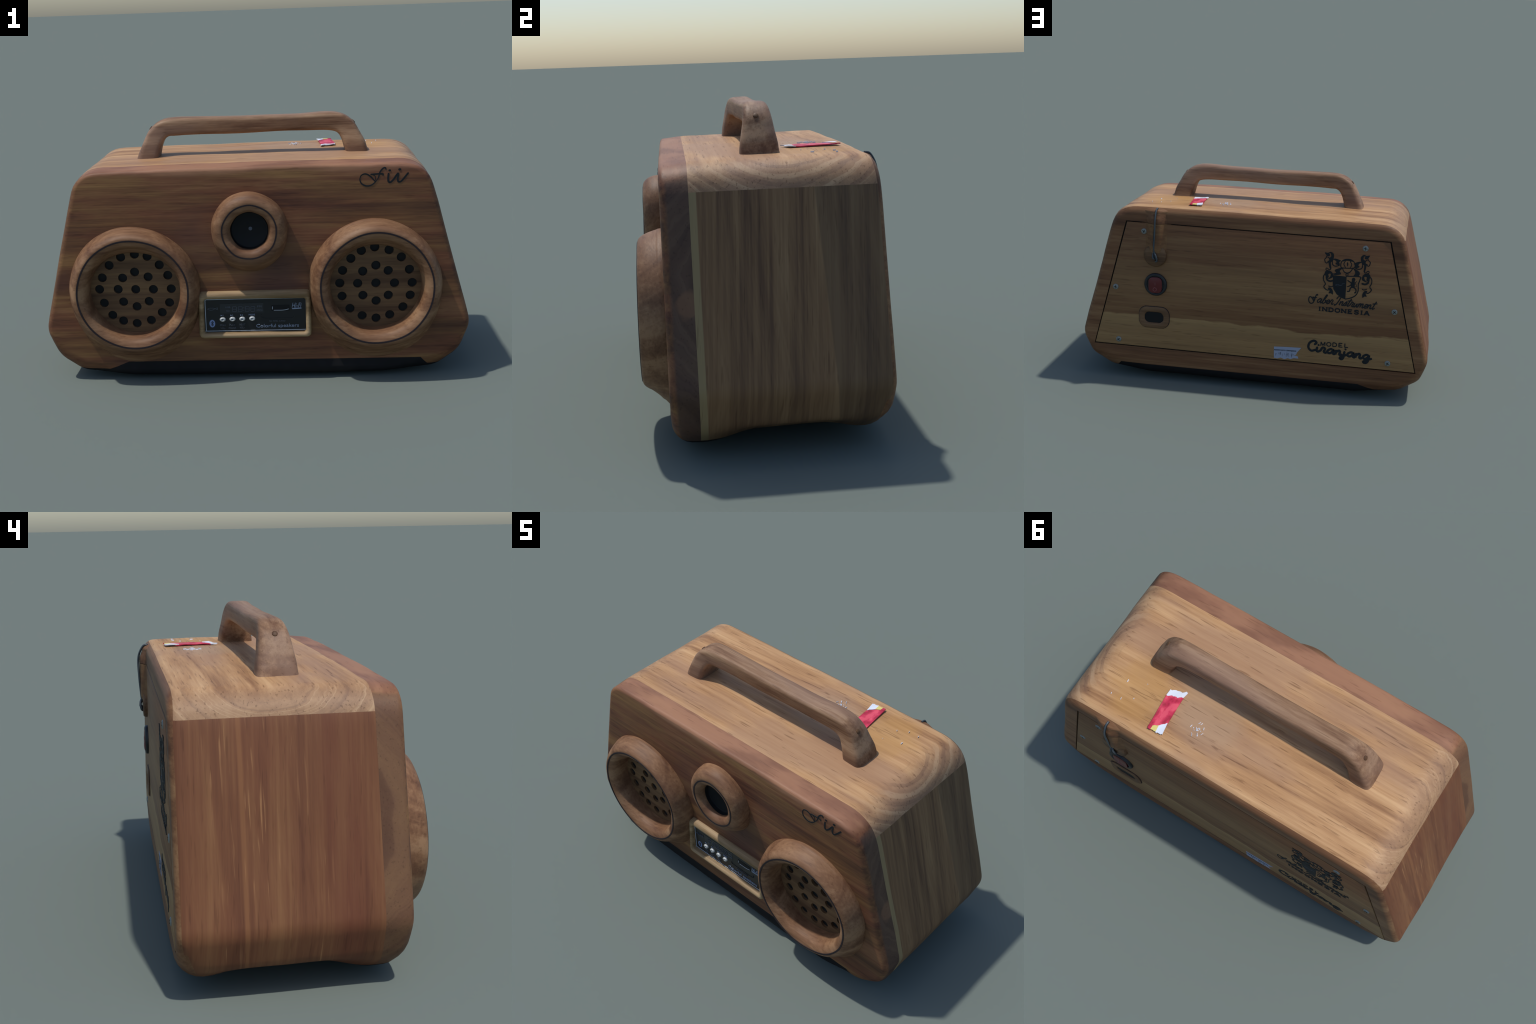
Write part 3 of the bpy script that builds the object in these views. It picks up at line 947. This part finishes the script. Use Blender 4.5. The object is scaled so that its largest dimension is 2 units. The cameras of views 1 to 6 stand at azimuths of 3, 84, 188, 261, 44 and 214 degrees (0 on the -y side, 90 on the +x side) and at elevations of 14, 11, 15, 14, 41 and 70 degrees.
# handwriting: joined stroke letters in a unit box
GLYPH = {
    "a": (.56, [[(.42, .42), (.25, .5), (.05, .25), (.15, .02), (.33, .15), (.44, .48), (.42, .12), (.5, 0), (.6, .12)]]),
    "b": (.46, [[(0, .1), (.22, .6), (.3, .95), (.2, 1.0), (.12, .6), (.08, .1), (.22, 0), (.38, .2), (.3, .38), (.42, .36)]]),
    "e": (.38, [[(0, .12), (.28, .28), (.27, .46), (.12, .43), (.05, .2), (.18, 0), (.4, .12)]]),
    "r": (.42, [[(0, .1), (.13, .52), (.3, .43), (.24, .1), (.36, 0), (.44, .12)]]),
    "I": (.50, [[(.0, .7), (.1, .98), (.35, 1.02), (.33, .6), (.2, .1), (.05, -.08), (.0, .05)]]),
    "n": (.46, [[(.04, .47), (.03, .0), (.06, .25), (.22, .48), (.31, .38), (.29, .08), (.38, 0), (.46, .12)]]),
    "s": (.34, [[(0, .1), (.22, .5), (.28, .28), (.18, .02), (.02, .05)], [(.18, .02), (.34, .12)]]),
    "t": (.34, [[(.26, .9), (.12, .1), (.2, 0), (.34, .12)], [(-.04, .6), (.42, .68)]]),
    "u": (.48, [[(.04, .47), (.04, .1), (.16, 0), (.32, .42), (.33, .1), (.4, 0), (.48, .12)]]),
    "m": (.66, [[(.03, .47), (.03, 0), (.06, .25), (.18, .48), (.26, .38), (.25, .02), (.28, .25), (.42, .48), (.5, .36), (.48, .08), (.56, 0), (.66, .12)]]),
    "i": (.30, [[(.08, .47), (.06, .1), (.16, 0), (.3, .14)], [(.13, .70), (.15, .76)]]),
    "j": (.30, [[(.14, .47), (.12, -.2), (.02, -.42), (-.1, -.34), (.0, -.12), (.3, .14)], [(.17, .70), (.19, .76)]]),
    "g": (.56, [[(.42, .42), (.25, .5), (.05, .25), (.17, .03), (.35, .2), (.43, .47), (.4, -.2), (.26, -.42), (.12, -.32), (.3, -.08), (.62, .16)]]),
    "C": (.58, [[(.46, .72), (.56, .95), (.38, 1.12), (.12, .82), (.08, .3), (.3, -.02), (.58, .16)]]),
}


GLYPH["F"] = (.86, [[(.46, .56), (.58, .44), (.60, .25), (.57, .12)],
                    [(.98, .83), (.95, .95), (.85, .88), (.75, .66), (.69, .36), (.58, .08), (.44, -.12), (.24, -.17), (.06, -.02), (0, .24), (.05, .5), (.18, .6), (.32, .52), (.45, .34), (.56, .12)],
                    [(.42, .57), (.65, .57), (.88, .57)]])
BLOCK = {   # straight strokes, unit box
    "I": [[(.5, 0), (.5, 1)]], "N": [[(.1, 0), (.1, 1)], [(.1, 1), (.9, 0)], [(.9, 0), (.9, 1)]],
    "D": [[(.1, 0), (.1, 1)], [(.1, 1), (.5, 1), (.85, .8), (.9, .5), (.85, .2), (.5, 0), (.1, 0)]],
    "O": [[(.5, 1), (.15, .85), (.05, .5), (.15, .15), (.5, 0), (.85, .15), (.95, .5), (.85, .85), (.5, 1)]],
    "E": [[(.15, 0), (.15, 1)], [(.15, 1), (.85, 1)], [(.15, .5), (.7, .5)], [(.15, 0), (.9, 0)]],
    "S": [[(.9, .8), (.6, 1), (.2, .9), (.2, .62), (.6, .48), (.88, .28), (.7, .02), (.3, 0), (.1, .2)]],
    "A": [[(.05, 0), (.5, 1)], [(.5, 1), (.95, 0)], [(.22, .32), (.78, .32)]],
    "M": [[(.05, 0), (.08, 1)], [(.08, 1), (.5, .1)], [(.5, .1), (.92, 1)], [(.92, 1), (.95, 0)]],
    "L": [[(.15, 0), (.15, 1)], [(.15, 0), (.85, 0)]]}


def block(text, x0, x1, z0, height, weight, serif, slope=0.0, narrow="I"):
    ink = Ink(bp)
    ws = [0.5 if c in narrow else 1.0 for c in text]
    step = (x1 - x0) / (sum(ws) + 0.28 * (len(text) - 1))
    x = x0
    for ch, w in zip(text, ws):
        for s in BLOCK[ch]:
            pts = [(x + a * w * step, z0 + b * height + slope * (x + a * w * step - x0)) for a, b in s]
            ink.stroke(pts, weight, n=3 if len(s) > 2 else 1)
            if serif and len(s) == 2 and abs(s[0][0] - s[1][0]) < 0.5:
                for q in pts:
                    d = 0.0052
                    ink.stroke([(q[0] - d, q[1]), (q[0] + d, q[1])], weight * 0.55)
        x += (w + 0.28) * step
    return ink.make("lettering", MAT["ink"], back_panel)


def script(text, x0, z0, size, width, weight, name, slope=0.0, shear=0.25, wide=1.0):
    total = sum(GLYPH[c][0] if c != " " else 0.18 for c in text)
    k = width / total
    ink = Ink(bp)
    x = 0.0
    for ch in text:
        if ch == " ":
            x += .18
            continue
        w, strokes = GLYPH[ch]
        for s in strokes:
            pts = []
            for a, b in s:
                h = (x + a) * k + (0.0 if ch == "F" else shear * b * size)
                pts.append((x0 - h, z0 + b * size + slope * h))
            ink.stroke(pts, weight, n=4)
        x += w
    return ink.make(name, MAT["ink"], back_panel)


script("Faber Instrument", -0.320, 0.556, 0.050, 0.365, 0.0068, "lettering", slope=-0.035, shear=0.35)
block("INDONESIA", -0.377, -0.660, 0.509, 0.021, 0.0082, True, slope=0.008)
block("MODEL", -0.399, -0.557, 0.303, 0.022, 0.0066, False, slope=-0.02)
script("Ciranjang", -0.322, 0.271, 0.054, 0.360, 0.0155, "lettering", slope=-0.075, shear=0.10)

# paper label with torn edge
lab = [(-0.134, 0.272), (-0.20, 0.276), (-0.290, 0.279), (-0.268, 0.250), (-0.262, 0.235), (-0.250, 0.231), (-0.272, 0.226), (-0.276, 0.213), (-0.25, 0.214),
       (-0.232, 0.206), (-0.215, 0.210), (-0.196, 0.202), (-0.175, 0.210), (-0.155, 0.203), (-0.136, 0.205)]
li = Ink(bp, 0.0012)
li.fill(lab)
label = li.make("paper_label", MAT["paper"], back_panel)
lp = Plate(1, SURF + 0.0012)
text_mesh("RADIO KAYU CIRANJANG", lp, -0.137, -0.262, 0.2505, 0.0075, "lettering", MAT["ink"], label, bold=0.02, lift=0.0008, slope=0.003)
sc = Ink(lp, 0.0008)
rnd = random.Random(3)
for i in range(26):
    x = -0.14 - 0.112 * rnd.random()
    z = 0.244 - rnd.random() * 0.012
    sc.stroke([(x, z), (x - rnd.uniform(-.002, .002), z - rnd.uniform(.006, .016))], 0.0011)
o = sc.make("label_print", MAT["dim"], label)
o["kind"] = "stuff"

# screws
for x, z in ((0.630, 0.884), (0.798, 0.546), (0.782, 0.231), (-0.619, 0.885), (-0.798, 0.537), (-0.778, 0.233)):
    pr = [(0.0165, BACK - 0.003), (0.0165, BACK + 0.001), (0.0145, BACK + 0.004), (0.009, BACK + 0.0055), (0.0003, BACK + 0.006)]
    v, f = lathe_y(x, z, pr, 28)
    s = add("screw", v, f, MAT["steel"], back_panel, 60)
    a = random.uniform(0, 1.5)
    cr = Ink(Plate(1, BACK + 0.0048), 0.0016)
    for q in (a, a + math.pi / 2):
        cr.stroke([(x - .009 * math.cos(q), z - .009 * math.sin(q)), (x + .009 * math.cos(q), z + .009 * math.sin(q))], 0.0042)
    cr.make("screw_slot", MAT["ink"], s)

# rocker switch
sx, sz = 0.560, 0.580
pr = [(0.066, BACK - 0.002), (0.066, BACK + 0.008), (0.063, BACK + 0.013), (0.057, BACK + 0.015), (0.050, BACK + 0.013), (0.048, BACK + 0.009), (0.0005, BACK + 0.009)]
v, f = lathe_y(sx, sz, pr, 48)
sw = add("switch_bezel", v, f, MAT["rubber"], back_panel, 60)
rl = rect_loop(sx - 0.039, sx + 0.039, sz - 0.047, sz + 0.044, 0.026)
v = [(x, BACK + 0.006, z) for x, z in rl] + [(x, BACK + 0.0155 - 0.05 * (z - sz) * 0.5, z) for x, z in rl] + \
    [(sx + (x - sx) * .9, BACK + 0.0175 - 0.05 * (z - sz) * 0.5, sz + (z - sz) * .9) for x, z in rl]
n = len(rl)
rk = add("switch_rocker", v, grid_faces(3, n, True) + [tuple(range(2 * n, 3 * n))], MAT["red"], sw, 60)
mk = Ink(Plate(1, BACK + 0.0178), 0.0012)
mk.stroke([(sx, sz + 0.014), (sx, sz - 0.002)], 0.0022)
mk.stroke([(sx + 0.002 + .010 * math.cos(2 * math.pi * i / 14), sz - 0.026 + .010 * math.sin(2 * math.pi * i / 14)) for i in range(14)], 0.0026, n=2, closed=True)
mk.make("switch_mark", MAT["pinkline"], rk)

# charging socket: wooden insert with a dark oval opening
ox, oz = 0.569, 0.383
steps = [(0.088, 0.062, BACK - 0.001, .045), (0.088, 0.062, BACK + 0.006, .045), (0.082, 0.056, BACK + 0.009, .04), (0.060, 0.036, BACK + 0.009, .030),
         (0.056, 0.032, BACK + 0.006, .028), (0.055, 0.031, BACK + 0.0015, .027)]
v = []
for a, b, y, r in steps:
    v += [(x, y, z) for x, z in rect_loop(ox - a, ox + a, oz - b, oz + b, r, 8)]
n = len(v) // len(steps)
so = add("socket_surround", v, grid_faces(len(steps), n, True), MAT["insert"], back_panel, 50)
Ink(bp, 0.0025).fill(rect_loop(ox - .0555, ox + .0555, oz - .0315, oz + .0315, .027, 8)).make("socket_opening", MAT["cavity"], so)
Ink(bp, 0.002).stroke(rect_loop(ox - .089, ox + .089, oz - .063, oz + .063, .046, 5), 0.005, n=2, closed=True).make("socket_seam", MAT["inlay"], so)

# cord outlet: round insert, swelling of wood and a thin twisted cord
ux, uz = 0.562, 0.752
pr = [(0.066, BACK - 0.001), (0.065, BACK + 0.012), (0.060, BACK + 0.017), (0.04, BACK + 0.019), (0.0005, BACK + 0.020)]
v, f = lathe_y(ux, uz, pr, 40)
ul = add("cord_outlet", v, f, MAT["insert"], back_panel, 50)
for z0, z1, mt in ((0.69, 0.934, "back"), (0.936, 1.0, "strip")):
    rows, cols = 24, 24
    v = []
    over = 10 if mt == "strip" else 0           # rows that fold over the top edge
    for i in range(rows + over):
        z = z0 + (z1 - z0) * min(1.0, i / (rows - 1))
        q = math.radians(80) * max(0, i - rows + 1) / 10
        for j in range(cols):
            u = 2 * j / (cols - 1) - 1
            prof = math.cos(u * math.pi / 2) ** 2 * (1 - 0.12 * math.exp(-((u + 0.05) / 0.12) ** 2))
            hh = 0.032 * sstep(0.69, 0.80, z) * (1 - 0.45 * sstep(0.95, 1.0, z)) * (1 - 0.9 * q)
            y = BACK - 0.006 + (hh + 0.004) * max(0.0, prof) - 0.055 * (1 - math.cos(q))
            zz = z + (0.021 + 0.008 * prof * (1 - q / 1.4)) * math.sin(q)
            v.append((0.558 + u * 0.085 + 0.004 * noise.noise(Vector((z * 9, u, 0))), y, zz))
    add("cord_channel", v, grid_faces(rows + over, cols), MAT[mt], back_panel if mt == "back" else ROOT, 60)


def tube(path, r, n=10):
    P = catmull(path, 6)
    v = []
    for i, p in enumerate(P):
        d = (P[min(i + 1, len(P) - 1)] - P[max(i - 1, 0)]).normalized()
        a = d.cross(Vector((0, 1, 0.01))).normalized()
        b = d.cross(a)
        v += [p + (a * math.cos(2 * math.pi * k / n) + b * math.sin(2 * math.pi * k / n)) * r for k in range(n)]
    return v, grid_faces(len(P), n, True) + [tuple(range(n)), tuple((len(P) - 1) * n + k for k in range(n))]


v, f = tube([(0.555, BACK - 0.012, 1.018), (0.556, BACK + 0.012, 1.010), (0.557, BACK + 0.033, 0.96), (0.560, BACK + 0.032, 0.88), (0.566, BACK + 0.026, 0.80), (0.564, BACK + 0.022, 0.762)], 0.0045)
add("cord", v, f, MAT["cord"], ul)
v, f = tube([(0.552, BACK - 0.012, 1.016), (0.5535, BACK + 0.011, 1.008), (0.555, BACK + 0.031, 0.96), (0.565, BACK + 0.030, 0.87), (0.569, BACK + 0.024, 0.79), (0.566, BACK + 0.020, 0.755)], 0.0035)
add("cord", v, f, MAT["ink"], ul)
for k in range(3):
    dx = 0.008 * (k - 1)
    v, f = tube([(0.566 + dx * .2, BACK + 0.020, 0.772), (0.562 + dx, BACK + 0.029, 0.755 - k * 0.006), (0.554 + dx * .8, BACK + 0.026, 0.728 + k * 0.004), (0.558 + dx * .3, BACK + 0.02, 0.718 + k * .01)], 0.0055)
    add("cord_knot", v, f, MAT["cord" if k != 1 else "ink"], ul)


# ------------------------------------------------------------------ sticker and paper residue on the top
def top_z(x, y):
    return lerp_table([(FRONT, 1.014), (-0.2, 1.026), (0.0, 1.032), (0.33, 1.034), (BACK, 1.03)], y) - 0.006 * sstep(0.3, 0.75, abs(x))


def paper(name, quad, mat, parent, lift=0.003, curl=0.0, rag=0.0, n=10):
    a, b, c, d = [Vector(q + (0,)) for q in quad]
    v = []
    for i in range(n + 1):
        for j in range(n + 1):
            s, t = i / n, j / n
            p = a.lerp(b, s).lerp(d.lerp(c, s), t)
            if rag and j in (0, n):
                p += Vector((0, rag * noise.noise(Vector((s * 5, j, 3))), 0))
            z = top_z(p.x, p.y) + lift + curl * noise.noise(Vector((p.x * 25, p.y * 18, 1.0)))
            v.append((p.x, p.y, z))
    N = (n + 1) ** 2
    f = grid_faces(n + 1, n + 1)
    v += [(x, y, z - 0.004) for x, y, z in v]
    f += [tuple(N + k for k in q[::-1]) for q in f]
    edge = list(range(n + 1)) + [(i + 1) * (n + 1) + n for i in range(n)] + [n * (n + 1) + j for j in range(n - 1, -1, -1)] + [i * (n + 1) for i in range(n - 1, 0, -1)]
    for a_, b_ in zip(edge, edge[1:] + edge[:1]):
        f.append((a_, b_, N + b_, N + a_))
    return add(name, v, f, mat, parent, 60)


stk = paper("sticker", [(0.405, 0.172), (0.332, 0.148), (0.322, 0.300), (0.388, 0.335)], MAT["sticker"], ROOT, 0.0065, 0.0045, 0.01)
paper("sticker_torn_end", [(0.402, 0.146), (0.328, 0.122), (0.333, 0.152), (0.404, 0.178)], MAT["white"], stk, 0.0075, 0.005, 0.012)
paper("sticker_torn_end", [(0.350, 0.312), (0.324, 0.285), (0.314, 0.340), (0.346, 0.346)], MAT["white"], stk, 0.0095, 0.004, 0.006)
paper("sticker_torn_end", [(0.372, 0.325), (0.350, 0.314), (0.346, 0.344), (0.372, 0.345)], MAT["yellow"], stk, 0.0092, 0.002, 0.004)
paper("sticker_torn_end", [(0.390, 0.330), (0.371, 0.326), (0.370, 0.347), (0.386, 0.348)], MAT["sticker"], stk, 0.0085, 0.002, 0.004)
rnd = random.Random(5)
v, f = [], []
for i in range(26):
    x, y = rnd.gauss(0.198, 0.017), rnd.gauss(0.243, 0.018)
    if i > 20:
        x, y = rnd.uniform(0.42, 0.62), rnd.uniform(0.17, 0.3)
    a, l, w = rnd.uniform(-0.5, 0.5) + math.pi / 2, rnd.uniform(.0015, .007), rnd.uniform(.0007, .002)
    ca, sa = math.cos(a), math.sin(a)
    b = len(v)
    for zz in (-0.004, 0.0012):
        for p, q in ((-1, -.6), (1, -.3), (.7, 1), (-.8, .7)):
            X, Y = x + p * l * ca - q * w * sa, y + p * l * sa + q * w * ca
            v.append((X, Y, top_z(X, Y) + 0.0024 + zz))
    f += [(b + 4, b + 5, b + 6, b + 7)] + [(b + k, b + (k + 1) % 4, b + 4 + (k + 1) % 4, b + 4 + k) for k in range(4)]
res = add("paper_residue", v, f, MAT["white"], ROOT)
res["kind"] = "stuff"

for o in list(bpy.data.objects):
    if o.name.startswith(("cutter", "c.")) or o.name == "c":
        bpy.data.objects.remove(o)
